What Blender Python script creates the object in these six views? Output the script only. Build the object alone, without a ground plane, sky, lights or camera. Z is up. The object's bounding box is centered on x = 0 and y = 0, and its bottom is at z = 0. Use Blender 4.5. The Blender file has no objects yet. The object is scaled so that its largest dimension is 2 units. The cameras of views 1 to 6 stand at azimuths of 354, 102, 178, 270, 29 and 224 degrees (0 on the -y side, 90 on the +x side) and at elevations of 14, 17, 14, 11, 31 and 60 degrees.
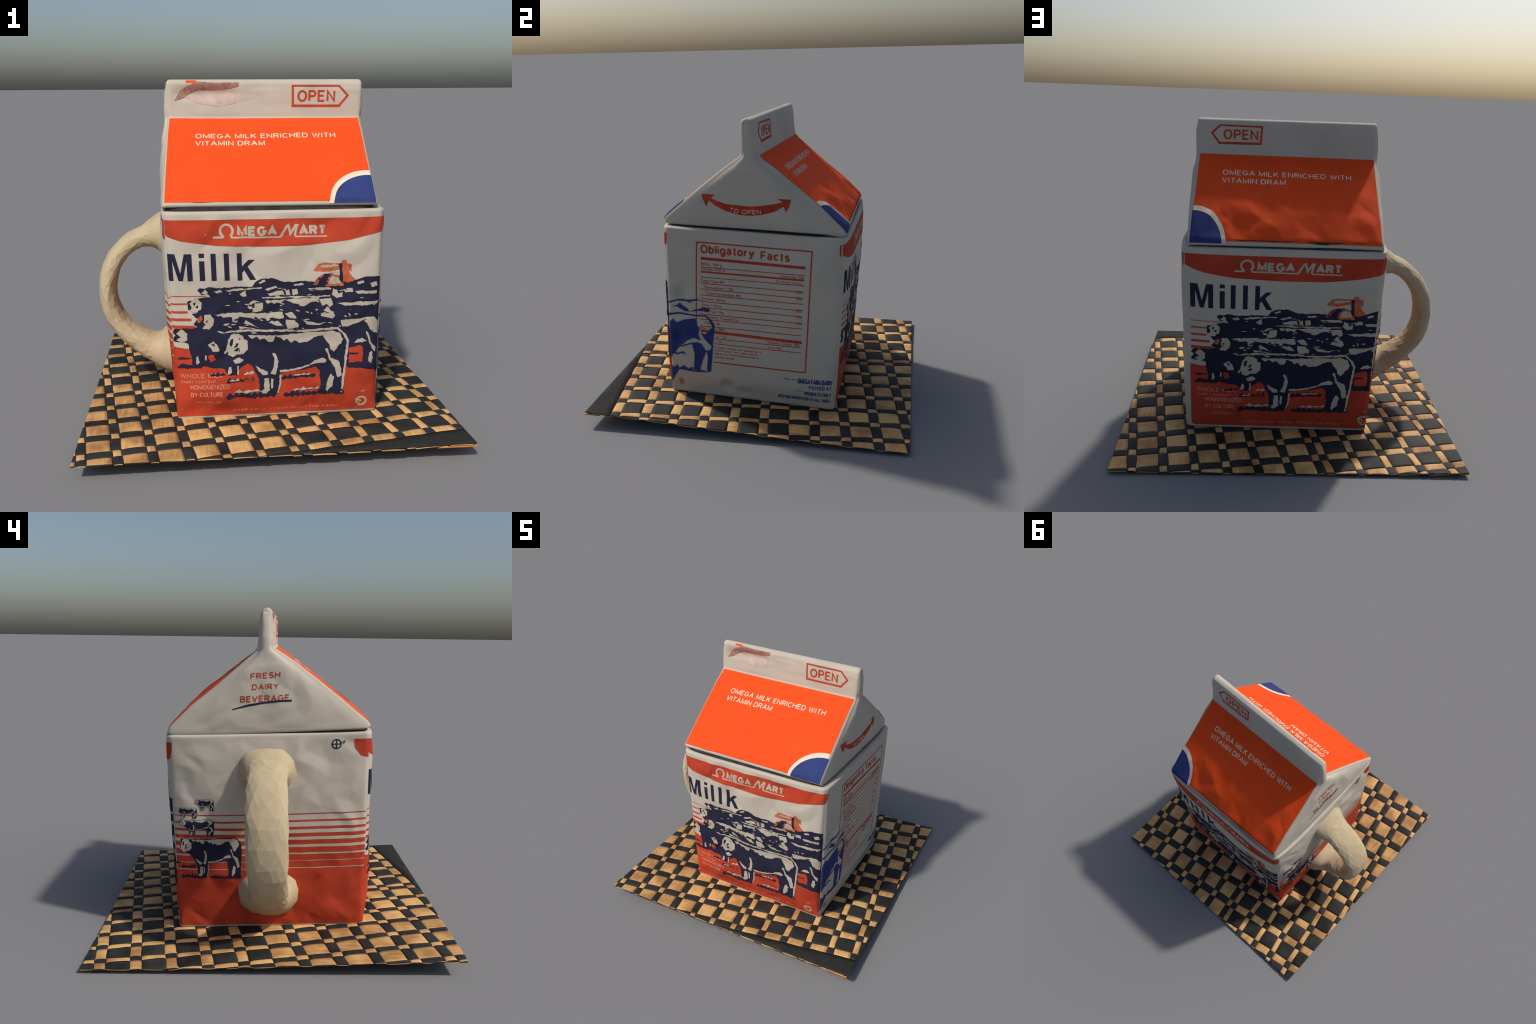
import bpy, bmesh, random
from mathutils import Vector
import numpy as np
from math import *
# ---------------------------------------------------------------- shape rules
# Corners are listed front-left, front-right, back-right, back-left.
BOT = np.array([(-.494,-.537,.078),(.594,-.566,.087),(.612,.522,.046),(-.480,.538,.040)])
TOP = np.array([(-.537,-.527,1.200),(.607,-.540,1.198),(.634,.572,1.164),(-.522,.590,1.162)])
FACES = {'front':(0,1),'right':(1,2),'back':(2,3),'left':(3,0)}
CORNER_R = .048          # corner rounding, in units of half the width

def hash01(i, j, k):
    h = np.sin(i*127.1+j*311.7+k*74.7)*43758.5453
    return h-np.floor(h)

def facets(u, v, cell, seed):
    """Hammered look: piecewise flat triangles over a bent lattice, -1..1."""
    u = u+.35*cell*np.sin(v/cell*1.7+seed)
    v = v+.35*cell*np.sin(u/cell*1.3+seed*2.1)
    a, b = u/cell, v/cell
    i, j = np.floor(a), np.floor(b)
    f, g = a-i, b-j
    h00, h10 = hash01(i,j,seed), hash01(i+1,j,seed)
    h01, h11 = hash01(i,j+1,seed), hash01(i+1,j+1,seed)
    flip = hash01(i,j,seed+9) > .5
    lo = np.where(f+g < 1, h00+f*(h10-h00)+g*(h01-h00), h11+(1-f)*(h01-h11)+(1-g)*(h10-h11))
    hi = np.where(f > g, h00+f*(h10-h00)+g*(h11-h10), h00+g*(h01-h00)+f*(h11-h01))
    return 2*np.where(flip, lo, hi)-1

def ramp(x, a, b):
    t = np.clip((x-a)/(b-a), 0, 1)
    return t*t*(3-2*t)

BULGE = {'front':.037,'right':.028,'back':.043,'left':.046}
def swell_up(face, u, v):
    """How far up the wall its swelling reaches: soft at the foot, still there at the shoulder."""
    low, full = {'front':(.0,.12),'right':(.0,.12),'back':(-.05,.75),'left':(-.05,.6)}[face]
    k = ramp(v, low, full)*.55+ramp(v, 0, .15)*.45
    if face == 'left': k = (.55*k+.45*ramp(v, .05, .62))*(1-.45*ramp(u, .45, .9))
    if face == 'back': k = k*(1-.3*ramp(u, .4, .9)*ramp(1-v, .15, .6))
    if face == 'right': k = k*(1+.5*ramp(u, .3, .9)*ramp(v, .5, .95))
    return k*(1-.42*np.clip(v, 0, 1)**7)
DENT = {'front':.0085,'right':.0015,'back':.0028,'left':.0070}
def body_point(face, u, v):
    """Point on a carton wall: u 0..1 from the viewer's left, v 0..1 from the foot to the shoulder."""
    u = np.asarray(u, float); v = np.asarray(v, float)
    a, b = FACES[face]
    s = 2*u-1
    c = 1-CORNER_R
    over = np.maximum(np.abs(s)-c, 0)
    L = np.sqrt(over**2+CORNER_R**2)
    along = np.where(over > 0, np.sign(s)*(c+over/L*CORNER_R), s)
    depth = np.where(over > 0, 1-c-CORNER_R/L*CORNER_R, 0.)      # 0 on the wall, grows into the corner
    q = (FACES[face][0]+2) % 4; r = (FACES[face][0]+3) % 4
    def mixz(k):
        vv = v[..., None]
        return BOT[k]+(TOP[k]-BOT[k])*vv
    f = ((along+1)/2)[..., None]; d = (depth/2)[..., None]
    near = mixz(a)*(1-f)+mixz(b)*f
    far = mixz(r)*(1-f)+mixz(q)*f
    P = near*(1-d)+far*d
    n = {'front':(0,-1,0),'right':(1,0,0),'back':(0,1,0),'left':(-1,0,0)}[face]
    edge = ramp(1-np.abs(s), .02, .16 if face != 'right' else .09)*ramp(v, -.01, .05)*ramp(1-v, 0., .05)
    seed = {'front':3.,'right':5.,'back':7.,'left':11.}[face]
    h = facets(u*1.1, v*1.12, .085, seed)*DENT[face]+facets(u*1.1, v*1.12, .19, seed+1)*DENT[face]*.7
    if face == 'right':      # the dimple near the foot
        h = h-.012*np.exp(-((u-.47)/.05)**2-((v-.035)/.03)**2)+.006*np.exp(-((u-.43)/.05)**2-((v-.085)/.02)**2)
        for pu, pv in ((.085,.63),(.065,.36),(.36,.075)):      # finger-deep pits
            h = h-.028*np.exp(-(((u-pu)/.035)**2+((v-pv)/.035)**2)**1.5)
    if face == 'front':      # wall waist pressed in on the handle side
        h = h-.011*np.exp(-((u-.2)/.22)**2-((v-.55)/.3)**2)
    h = h*edge+BULGE[face]*(1-np.clip(np.abs(s),0,1)**(9 if face == 'front' else 5))*swell_up(face, u, v)
    return P+np.array(n)*h[..., None]

# lid: one profile (y,z) for each end and each side, eave -> fin foot -> fin top
PROFILE = {
 ('left','front'):  [(-.526,1.243),(-.512,1.266),(-.38,1.373),(-.24,1.484),(-.10,1.588),(-.028,1.634),(.006,1.656),(.014,1.72),(.018,1.80),(.021,1.838),(.029,1.856),(.047,1.863)],
 ('right','front'): [(-.552,1.240),(-.540,1.262),(-.40,1.376),(-.27,1.480),(-.14,1.580),(-.066,1.630),(-.042,1.652),(-.042,1.72),(-.042,1.80),(-.036,1.836),(-.026,1.853),(-.003,1.861)],
 ('left','back'):   [(.590,1.192),(.578,1.216),(.460,1.332),(.31,1.454),(.19,1.560),(.122,1.620),(.100,1.648),(.092,1.72),(.088,1.80),(.082,1.838),(.070,1.856),(.047,1.863)],
 ('right','back'):  [(.587,1.196),(.574,1.220),(.446,1.344),(.294,1.467),(.161,1.576),(.090,1.626),(.066,1.652),(.050,1.72),(.044,1.80),(.034,1.836),(.022,1.853),(-.003,1.861)],
}
KNOTS = [0,.05,.27,.52,.77,.93,1.,1.25,1.65,1.85,1.93,2.]
END_X = {('left','front'):[(0,-.538),(1,-.508),(2,-.507)], ('left','back'):[(0,-.510),(1,-.512),(2,-.512)],
         ('right','front'):[(0,.568),(1,.590),(2,.596)], ('right','back'):[(0,.602),(1,.588),(2,.596)]}
def _dense(key):
    w = np.linspace(0, 2, 401)
    p = np.array(PROFILE[key])
    y = np.interp(w, KNOTS, p[:,0]); z = np.interp(w, KNOTS, p[:,1])
    k = np.exp(-(np.arange(-9,10)/2.4)**2); k /= k.sum()
    pad = lambda q: np.concatenate([2*q[0]-q[9:0:-1], q, 2*q[-1]-q[-2:-11:-1]])
    return w, np.convolve(pad(y),k,'valid'), np.convolve(pad(z),k,'valid')
DENSE = {k:_dense(k) for k in PROFILE}
EDGE_R = .022
def lid_point(side, x01, w):
    """Point on the lid skin: x01 0..1 from the handle end, w 0..1 roof slope, 1..2 fin."""
    x01 = np.asarray(x01, float); w = np.asarray(w, float)
    out = []
    for c in (1, 2):
        l = np.interp(w, DENSE['left',side][0], DENSE['left',side][c])
        r = np.interp(w, DENSE['right',side][0], DENSE['right',side][c])
        out.append(l*(1-x01)+r*x01)
    xl = np.interp(w, *zip(*END_X['left',side])); xr = np.interp(w, *zip(*END_X['right',side]))
    x = xl*(1-x01)+xr*x01
    # slope normal, for dents and the rounded gable rim
    dy = (np.interp(w+.02, DENSE['left',side][0], DENSE['left',side][1])-np.interp(w-.02, DENSE['left',side][0], DENSE['left',side][1]))
    dz = (np.interp(w+.02, DENSE['left',side][0], DENSE['left',side][2])-np.interp(w-.02, DENSE['left',side][0], DENSE['left',side][2]))
    n = np.hypot(dy, dz)+1e-9
    sg = -1 if side == 'front' else 1
    ny, nz = sg*np.abs(dz)/n, np.abs(dy)/n
    ny = ny*ramp(2-w, 0, .25); m = np.hypot(ny, nz)+1e-9; ny, nz = ny/m, np.where(w > 1.9, 1., nz)/m
    e = np.minimum(x01, 1-x01)*1.1
    q = np.clip(1-e/EDGE_R, 0, 1)
    h = -EDGE_R*(1-np.sqrt(1-q*q))*(1-.45*ramp(w, .95, 1.2))
    keep = ramp(e, .01, .06)*ramp(w, 0, .06)*ramp(2-w, 0, .2)
    puff = np.clip(w, 0, 1)
    h = h+.055*puff*(1-puff)**2*(1-np.clip(np.abs(2*x01-1), 0, 1)**5)      # the slope is a little inflated low down
    if side == 'back':
        h = h+keep*ramp(1-w, .05, .8)*(.007*facets(x01*1.1, w*.64, .12, 21.)+.004*facets(x01*1.1, w*.64, .06, 22.))
    else:
        h = h+keep*(.0015*facets(x01*1.1, w*.64, .12, 23.))
        h = h-keep*.012*np.exp(-((x01-.33)/.28)**2-((w-.80)/.16)**2)+keep*.006*np.exp(-((w-.1)/.1)**2)
        h = h-keep*.006*np.exp(-((x01-.16)/.05)**2-((w-.08)/.16)**2)   # dent in the lower corner
        h = h-keep*.024*np.exp(-(((x01-.2)/.15)**2)**2-((w-1.58)/.2)**2)   # worn hollow in the fin
    h = h+keep*ramp(w, 1.05, 1.3)*.0025*facets(x01*1.1, w*.22, .07, 25.)
    return np.stack([x, out[0]+ny*h, out[1]+nz*h], -1)

def gable_point(end, u, w):
    """Point on a gable: u 0..1 from the viewer's left, w as on the roof."""
    u = np.asarray(u, float); w = np.asarray(w, float)
    x01 = 0. if end == 'left' else 1.
    ff = u if end == 'right' else 1-u            # 0 at the front edge
    F = lid_point('front', np.full(u.shape, x01), w); B = lid_point('back', np.full(u.shape, x01), w)
    P = F*(1-ff)[..., None]+B*ff[..., None]
    sg = -1 if end == 'left' else 1
    mid = np.clip(4*ff*(1-ff), 0, 1)
    swell = .027*(1-(1-mid)**2.5)*ramp(w, -.35, .2)*ramp(1.05-w, 0, .35)+.014*np.sqrt(mid)*ramp(w, .8, 1.05)*ramp(1.97-w, 0, .5)
    if end == 'right': swell = swell*(.75+.5*ff)
    dents = (.005 if end == 'left' else .001)*facets(P[...,1], P[...,2], .085, 31.)*ramp(mid, 0, .4)*ramp(w, 0, .1)*ramp(1.5-w, 0, .5)
    P[..., 0] += sg*(swell+dents)
    return P

def gable_u(end, y, w):
    """Gable coordinate of the point at world y on level w."""
    x01 = 0. if end == 'left' else 1.
    f = float(lid_point('front', x01, w)[1]); b = float(lid_point('back', x01, w)[1])
    ff = (y-f)/(b-f)
    return ff if end == 'right' else 1-ff
WEAVE_TURN = radians(9.)

# ---------------------------------------------------------------- drawings, in thousandths of the printed face
HERD = [
  ('navy0',[(134,648),(146,657),(167,654),(186,662),(233,657),(299,659),(387,661),(405,683),(424,692),(475,698),(505,689),(526,680),(578,675),(622,679),(674,675),(727,659),(831,673),(877,677),(915,689),(993,684),(996,503),(996,210),(923,234),(842,242),(822,284),(815,397),(380,412),(361,294),(313,239),(301,228),(259,229),(245,258),(177,268),(147,277),(131,266),(93,270),(90,318),(78,389),(41,397),(8,396),(4,407),(21,428),(4,441),(23,462),(99,461),(128,470),(108,486),(130,509),(103,533),(132,540),(88,553),(85,591),(135,607),(194,612),(184,627),(151,624)]),
  ('rust',[(670,730),(696,759),(733,764),(792,757),(796,734),(748,724),(711,721)]),
  ('cream',[(703,751),(763,756),(789,748),(741,740),(707,738)]),
  ('navy',[(788,757),(803,760),(813,664),(794,680)]),
  ('rust',[(802,773),(823,775),(830,733),(847,701),(869,677),(831,663),(810,672)]),
  ('rust',[(829,759),(850,751),(849,717),(834,725)]),
  ('navy',[(678,668),(696,698),(726,711),(763,712),(741,682),(734,651),(682,653)]),
  ('rust',[(667,661),(689,695),(722,711),(697,683),(686,657)]),
  ('rust',[(725,652),(732,686),(756,710),(789,703),(815,679),(815,649)]),
  ('cream',[(741,666),(747,689),(767,698),(797,688),(801,664),(771,658)]),
  ('rust',[(756,677),(771,685),(775,671),(762,667)]),
  ('cream',[(151,632),(171,651),(182,639),(180,626)]),
  ('cream',[(210,640),(240,649),(250,637),(224,630)]),
  ('cream',[(262,644),(328,653),(386,649),(327,642),(283,636)]),
  ('cream',[(445,644),(497,660),(504,650),(460,638)]),
  ('cream',[(456,625),(526,638),(535,617),(466,613)]),
  ('cream',[(539,637),(557,641),(564,612),(544,612)]),
  ('cream',[(570,641),(594,643),(599,617),(576,610)]),
  ('cream',[(645,645),(742,646),(758,635),(660,632)]),
  ('cream',[(869,623),(974,620),(975,605),(882,609)]),
  ('cream',[(764,638),(785,630),(791,611),(810,618),(809,596),(782,591),(757,610)]),
  ('cream',[(364,655),(431,656),(430,651),(366,649)]),
  ('cream',[(327,627),(357,642),(360,615),(341,612)]),
  ('cream',[(416,679),(446,690),(449,681),(424,671)]),
  ('cream',[(578,664),(622,670),(626,661),(582,656)]),
  ('cream',[(813,633),(855,638),(859,620),(821,617)]),
  ('cream',[(877,665),(907,672),(912,660),(881,654)]),
  ('cream',[(939,658),(972,662),(977,641),(948,637)]),
  ('cream',[(429,609),(578,607),(750,606),(750,600),(578,600),(433,603)]),
  ('cream',[(96,583),(113,600),(135,607),(153,586),(146,553),(121,540),(99,546),(105,564)]),
  ('navy',[(111,583),(124,591),(119,571)]),
  ('navy',[(122,564),(135,575),(133,559)]),
  ('cream',[(363,560),(374,584),(392,595),(433,583),(432,544),(398,537),(383,541)]),
  ('navy',[(381,576),(399,584),(395,560),(384,559)]),
  ('navy',[(365,546),(384,556),(387,544)]),
  ('cream',[(445,593),(533,594),(615,597),(699,598),(690,583),(652,575),(622,559),(589,571),(555,584),(529,590),(522,569),(503,581),(484,575),(473,585),(455,578)]),
  ('cream',[(694,589),(754,593),(763,561),(747,548),(732,566),(713,557),(705,575)]),
  ('cream',[(784,567),(880,572),(990,567),(977,553),(904,548),(872,556),(823,553)]),
  ('cream',[(717,535),(735,554),(751,534),(774,525),(736,525)]),
  ('cream',[(835,519),(849,511),(845,493)]),
  ('rust',[(127,513),(144,527),(152,509),(138,490),(127,494)]),
  ('cream',[(159,526),(189,531),(204,507),(199,476),(180,456),(149,462),(165,481),(155,493)]),
  ('navy',[(163,497),(176,506),(172,485)]),
  ('cream',[(209,529),(309,534),(428,532),(525,535),(531,506),(502,503),(480,516),(457,500),(427,508),(397,500),(368,510),(323,517),(311,485),(292,489),(290,512),(226,514)]),
  ('cream',[(534,529),(570,534),(591,502),(562,504)]),
  ('cream',[(540,498),(581,494),(600,473),(596,451),(547,450),(539,475)]),
  ('cream',[(612,498),(653,481),(699,471),(732,476),(699,461),(642,467)]),
  ('cream',[(687,519),(766,526),(774,508),(759,493),(717,505)]),
  ('cream',[(352,498),(396,467),(419,458),(381,469),(344,480)]),
  ('cream',[(457,485),(502,494),(530,463),(494,470)]),
  ('cream',[(321,467),(426,450),(321,456)]),
  ('cream',[(801,483),(882,486),(963,491),(990,462),(988,402),(964,412),(942,436),(931,462),(913,475),(875,464),(837,450),(810,451)]),
  ('cream',[(869,368),(886,385),(909,390),(932,373),(910,367)]),
  ('cream',[(926,422),(936,416),(951,367),(980,335),(978,309),(961,329),(941,372)]),
  ('cream',[(943,270),(947,311),(960,319),(968,283),(958,254)]),
  ('red',[(844,343),(898,356),(913,341),(914,268),(846,266)]),
  ('navy',[(845,317),(896,318),(888,307),(848,310)]),
  ('cream',[(25,437),(52,458),(78,438),(73,405),(48,395),(23,405),(46,420)]),
  ('cream',[(169,383),(197,400),(213,382),(223,350),(192,346),(185,363)]),
  ('navy',[(186,383),(199,388),(201,370)]),
  ('cream',[(111,322),(121,330),(127,298),(112,286)]),
  ('cream',[(154,333),(162,328),(159,305),(151,309)]),
  ('cream',[(285,300),(316,315),(337,303),(315,287),(296,284)]),
  ('cream',[(265,269),(276,269),(276,241),(258,232)]),
  ('cream',[(305,276),(313,273),(310,231),(302,233)]),
  ('red',[(168,328),(195,331),(205,307),(178,292)]),
  ('red',[(315,257),(345,278),(379,265),(392,232),(405,195),(342,190),(312,215)]),
  ('navy',[(10,313),(43,324),(90,320),(43,311)]),
  ('navy',[(16,270),(49,292),(88,286),(116,270),(40,268)]),
]
COW = [
  ('navy',[(237,334),(250,361),(259,400),(251,424),(275,432),(313,435),(342,421),(380,428),(486,431),(577,431),(714,434),(768,437),(799,430),(835,388),(839,315),(828,243),(822,169),(814,112),(787,104),(766,117),(707,110),(708,174),(702,236),(685,255),(623,243),(561,238),(508,225),(509,183),(501,124),(450,122),(411,131),(408,203),(394,232),(376,269),(338,302),(316,315),(286,316),(255,320)]),
  ('cream',[(242,336),(256,361),(268,406),(286,429),(316,431),(336,420),(342,401),(360,392),(357,350),(333,330),(305,329),(286,316),(265,325)]),
  ('navy',[(272,380),(278,403),(291,408),(288,387),(279,369)]),
  ('navy',[(291,363),(303,384),(315,380),(307,367)]),
  ('navy',[(291,348),(306,363),(319,359),(309,345)]),
  ('navy',[(248,329),(260,345),(265,333),(255,321)]),
  ('cream',[(361,422),(380,403),(401,415),(417,399),(440,407),(456,389),(478,390),(489,419),(512,410),(529,392),(548,401),(565,381),(581,392),(603,377),(642,380),(676,401),(718,410),(732,384),(750,363),(756,337),(771,325),(791,351),(808,365),(817,387),(799,420),(768,432),(714,428),(577,425),(486,423),(425,422)]),
  ('cream',[(475,331),(492,324),(504,289),(495,249),(490,223),(463,229),(480,265),(485,297)]),
  ('cream',[(391,269),(421,251),(448,242),(452,224),(425,222),(406,242)]),
  ('cream',[(432,204),(455,206),(460,144),(442,126),(417,129),(411,141),(433,153)]),
  ('cream',[(465,203),(479,200),(475,153),(466,152)]),
  ('cream',[(508,222),(518,220),(515,174),(502,125),(494,129),(507,175)]),
  ('cream',[(651,265),(677,288),(716,300),(736,287),(732,275),(693,273)]),
  ('cream',[(729,344),(742,345),(756,295),(798,275),(811,234),(812,201),(793,193),(779,245),(750,285)]),
  ('cream',[(761,215),(777,196),(770,155),(744,122),(734,137),(749,195)]),
  ('cream',[(508,245),(576,249),(652,267),(654,258),(580,239),(510,233)]),
]
OUTLINE = [
  ('cream',[(238,433),(276,446),(336,450),(501,451),(653,441),(791,449),(828,414),(846,379),(840,315),(831,234),(819,114),(809,116),(820,235),(829,316),(834,376),(819,405),(788,438),(653,430),(501,442),(336,440),(275,435)]),
]
GRASS = [
  ('navy',[(247,123),(265,139),(279,120),(297,140),(309,123),(325,145),(338,126),(356,153),(366,125),(388,139),(400,124),(420,154),(428,121),(450,136),(457,121),(476,135),(488,123),(487,114),(477,106),(461,115),(446,108),(429,112),(412,102),(398,115),(383,105),(367,112),(354,112),(339,114),(322,115),(307,114),(291,114),(278,113),(258,100),(245,115)]),
  ('navy',[(527,121),(542,129),(554,121),(573,145),(579,122),(597,140),(608,119),(628,137),(635,122),(652,129),(664,121),(683,130),(688,119),(709,142),(716,120),(733,133),(744,119),(764,139),(773,119),(786,143),(800,120),(818,136),(828,118),(829,111),(816,103),(800,111),(782,105),(769,113),(757,108),(746,112),(731,105),(715,113),(705,113),(690,113),(678,102),(665,112),(649,107),(633,112),(622,103),(610,113),(597,104),(580,112),(568,102),(555,112),(542,107),(526,112)]),
  ('navy',[(174,231),(189,239),(199,232),(214,248),(222,232),(237,243),(245,235),(246,230),(231,228),(218,227),(210,223),(199,226),(186,225),(175,223)]),
  ('navy',[(252,197),(269,218),(276,202),(295,213),(305,203),(324,212),(334,205),(350,222),(363,206),(378,225),(389,206),(388,201),(374,193),(360,199),(346,193),(335,197),(321,196),(306,197),(294,194),(276,194),(261,187),(251,192)]),
  ('navy',[(519,207),(533,223),(545,208),(561,226),(574,209),(592,227),(600,209),(616,227),(625,213),(643,229),(652,212),(673,221),(683,215),(683,207),(666,201),(653,206),(640,201),(629,205),(615,205),(600,205),(585,198),(572,204),(558,197),(547,202),(528,196),(515,202)]),
  ('cream',[(288,143),(311,158),(327,144),(351,151),(369,146),(393,155),(412,145),(411,142),(393,140),(371,140),(347,134),(330,139),(307,136),(286,139)]),
  ('cream',[(569,139),(591,147),(605,141),(624,154),(640,142),(660,149),(677,143),(701,156),(694,137),(677,141),(659,138),(641,140),(624,134),(605,138),(587,135),(567,136)]),
  ('cream',[(335,233),(353,244),(361,237),(374,247),(385,237),(381,234),(370,229),(361,233),(346,230),(335,230)]),
  ('cream',[(264,202),(284,209),(290,202),(306,214),(311,203),(315,200),(298,200),(289,199),(276,198),(268,199)]),
  ('cream',[(576,216),(597,222),(608,219),(625,224),(638,220),(659,226),(651,214),(639,216),(620,214),(610,215),(590,213),(577,214)]),
  ('navy',[(842,248),(863,254),(874,249),(890,261),(905,247),(922,259),(933,245),(954,259),(968,242),(996,243),(996,181),(996,169),(988,230),(965,238),(953,234),(933,241),(916,241),(905,243),(887,243),(870,245),(857,242),(845,244)]),
]
CALF = [
  ('blue',[(4,563),(61,585),(102,593),(136,592),(190,604),(238,590),(198,596),(140,582),(171,571),(117,583),(61,577),(4,553)]),
  ('blue',[(31,538),(60,552),(84,569),(102,554),(125,543),(142,523),(188,542),(232,556),(267,551),(258,532),(232,534),(196,534),(151,523),(115,521),(87,532),(65,544)]),
  ('blue',[(4,493),(77,510),(169,507),(244,510),(279,476),(293,451),(280,321),(265,161),(244,154),(251,253),(269,311),(278,440),(261,479),(235,503),(168,498),(77,500),(4,477)]),
  ('blue',[(4,405),(15,444),(37,462),(55,442),(84,456),(113,470),(177,484),(189,439),(202,431),(192,384),(204,349),(164,362),(126,343),(92,312),(4,257)]),
  ('blue',[(149,323),(190,333),(208,331),(239,284),(219,239),(199,175),(203,157),(157,155),(166,260)]),
  ('blue',[(206,400),(232,389),(287,446),(278,321),(253,337),(223,370)]),
  ('blue',[(239,289),(263,296),(259,268),(265,255),(258,156),(238,167),(247,243)]),
  ('blue',[(4,47),(5,163),(26,150),(52,173),(61,153),(96,176),(119,159),(148,173),(157,150),(212,161),(249,154),(156,143),(61,146)]),
  ('blue',[(4,203),(37,257),(56,247),(86,266),(118,248),(85,252),(55,237),(31,242)]),
  ('blue',[(4,264),(68,296),(144,327),(190,338),(190,331),(144,319),(67,288),(4,210)]),
]
ARROW = [
  ('red',[(43,399),(165,408),(159,348),(306,287),(499,277),(695,335),(775,367),(748,406),(866,404),(745,238),(754,310),(667,238),(569,191),(500,172),(422,172),(327,203),(222,262),(153,325),(169,238)]),
]
STROKE = [
  ('navy',[(267,263),(361,311),(467,334),(591,349),(680,347),(672,326),(589,328),(469,312),(366,287),(272,251)]),
]
WEAR = [
  ('brown',[(38,1388),(66,1647),(107,1813),(152,1911),(240,1883),(321,1888),(370,1882),(363,1779),(297,1711),(240,1687),(159,1698),(118,1599),(89,1475),(65,1422)]),
  ('pink',[(87,1493),(159,1671),(257,1705),(354,1706),(350,1308),(263,1223),(150,1314)]),
  ('orange',[(97,1940),(150,1938),(151,1888),(98,1889)]),
]
SIGN = [
  ('red',[(643,1792),(880,1785),(927,1508),(885,1230),(645,1236)]),
]
SIGNB = [
  ('red',[(358,1744),(127,1763),(78,1513),(117,1226),(349,1235)]),
]

# ---------------------------------------------------------------- a plain sans lettering drawn with strokes
def _a(cx, cy, rx, ry, a0, a1, n=11):
    return [(cx+rx*cos(radians(a)), cy+ry*sin(radians(a))) for a in np.linspace(a0, a1, n)]
GLYPH = {   # width, strokes in a 1 x 1 box
 'A':(.74,[[(0,0),(.5,1),(1,0)],[(.2,.34),(.8,.34)]]),
 'B':(.60,[[(.6,.53),(0,.53),(0,1)]+_a(.55,.765,.38,.235,90,-90)+[(.6,.53)]+_a(.6,.265,.4,.265,90,-90)+[(0,0),(0,.53)]]),
 'C':(.66,[_a(.52,.5,.52,.5,45,315,15)]),
 'D':(.64,[[(0,0),(0,1)]+_a(.42,.5,.58,.5,90,-90,13)+[(0,0),(0,.1)]]),
 'E':(.54,[[(1,0),(0,0),(0,1),(1,1)],[(0,.52),(.9,.52)]]),
 'F':(.50,[[(0,0),(0,1),(1,1)],[(0,.5),(.85,.5)]]),
 'G':(.70,[_a(.5,.5,.5,.5,45,340,15)+[(1,.46),(.55,.46)]]),
 'H':(.62,[[(0,0),(0,1)],[(1,0),(1,1)],[(0,.52),(1,.52)]]),
 'I':(.02,[[(.5,0),(.5,1)]]),
 'K':(.62,[[(0,0),(0,1)],[(.95,1),(.02,.36)],[(.32,.55),(1,0)]]),
 'L':(.48,[[(0,1),(0,0),(1,0)]]),
 'M':(.76,[[(0,0),(0,1),(.5,.1),(1,1),(1,0)]]),
 'N':(.62,[[(0,0),(0,1),(1,0),(1,1)]]),
 'O':(.74,[_a(.5,.5,.5,.5,0,360,21)]),
 'P':(.56,[[(0,0),(0,1)]+_a(.55,.74,.45,.26,90,-90)+[(0,.48)]]),
 'R':(.62,[[(0,0),(0,1)]+_a(.55,.75,.42,.25,90,-90)+[(0,.5)],[(.5,.5),(1,0)]]),
 'S':(.58,[_a(.5,.75,.46,.25,25,270,10)+_a(.5,.25,.5,.25,90,-155,10)]),
 'T':(.58,[[(0,1),(1,1)],[(.5,1),(.5,0)]]),
 'U':(.62,[[(0,1),(0,.3)]+_a(.5,.3,.5,.3,180,360,9)+[(1,1)]]),
 'V':(.68,[[(0,1),(.5,0),(1,1)]]),
 'W':(.98,[[(0,1),(.26,0),(.5,.95),(.74,0),(1,1)]]),
 'Y':(.66,[[(0,1),(.5,.45),(1,1)],[(.5,.45),(.5,0)]]),
 'Z':(.58,[[(0,1),(1,1),(0,0),(1,0)]]),
 'a':(.50,[_a(.45,.52,.42,.2,160,20,7)+[(.9,.4),(.9,.1),(1,0)],_a(.45,.2,.45,.2,60,330,9)]),
 'b':(.50,[[(0,0),(0,1)],_a(.5,.35,.5,.35,0,360,15)]),
 'c':(.46,[_a(.5,.35,.5,.35,50,310,12)]),
 'g':(.50,[_a(.5,.35,.5,.35,0,360,15),[(1,.7),(1,-.1)]+_a(.5,-.1,.5,.2,0,-160,8)]),
 'i':(.02,[[(.5,0),(.5,.7)],[(.5,.86),(.5,1)]]),
 'l':(.02,[[(.5,0),(.5,1)]]),
 'o':(.52,[_a(.5,.35,.5,.35,0,360,15)]),
 'r':(.30,[[(0,0),(0,.7)],[(0,.4)]+_a(.75,.3,.7,.38,160,85,5)]),
 's':(.44,[_a(.5,.53,.46,.17,30,270,8)+_a(.5,.18,.5,.18,90,-150,8)]),
 't':(.28,[[(.45,.95),(.45,.15),(.6,0),(1,0)],[(0,.7),(1,.7)]]),
 'y':(.52,[[(0,.7),(.5,.02)],[(1,.7),(.42,-.2),(.2,-.28),(0,-.26)]]),
}
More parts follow.
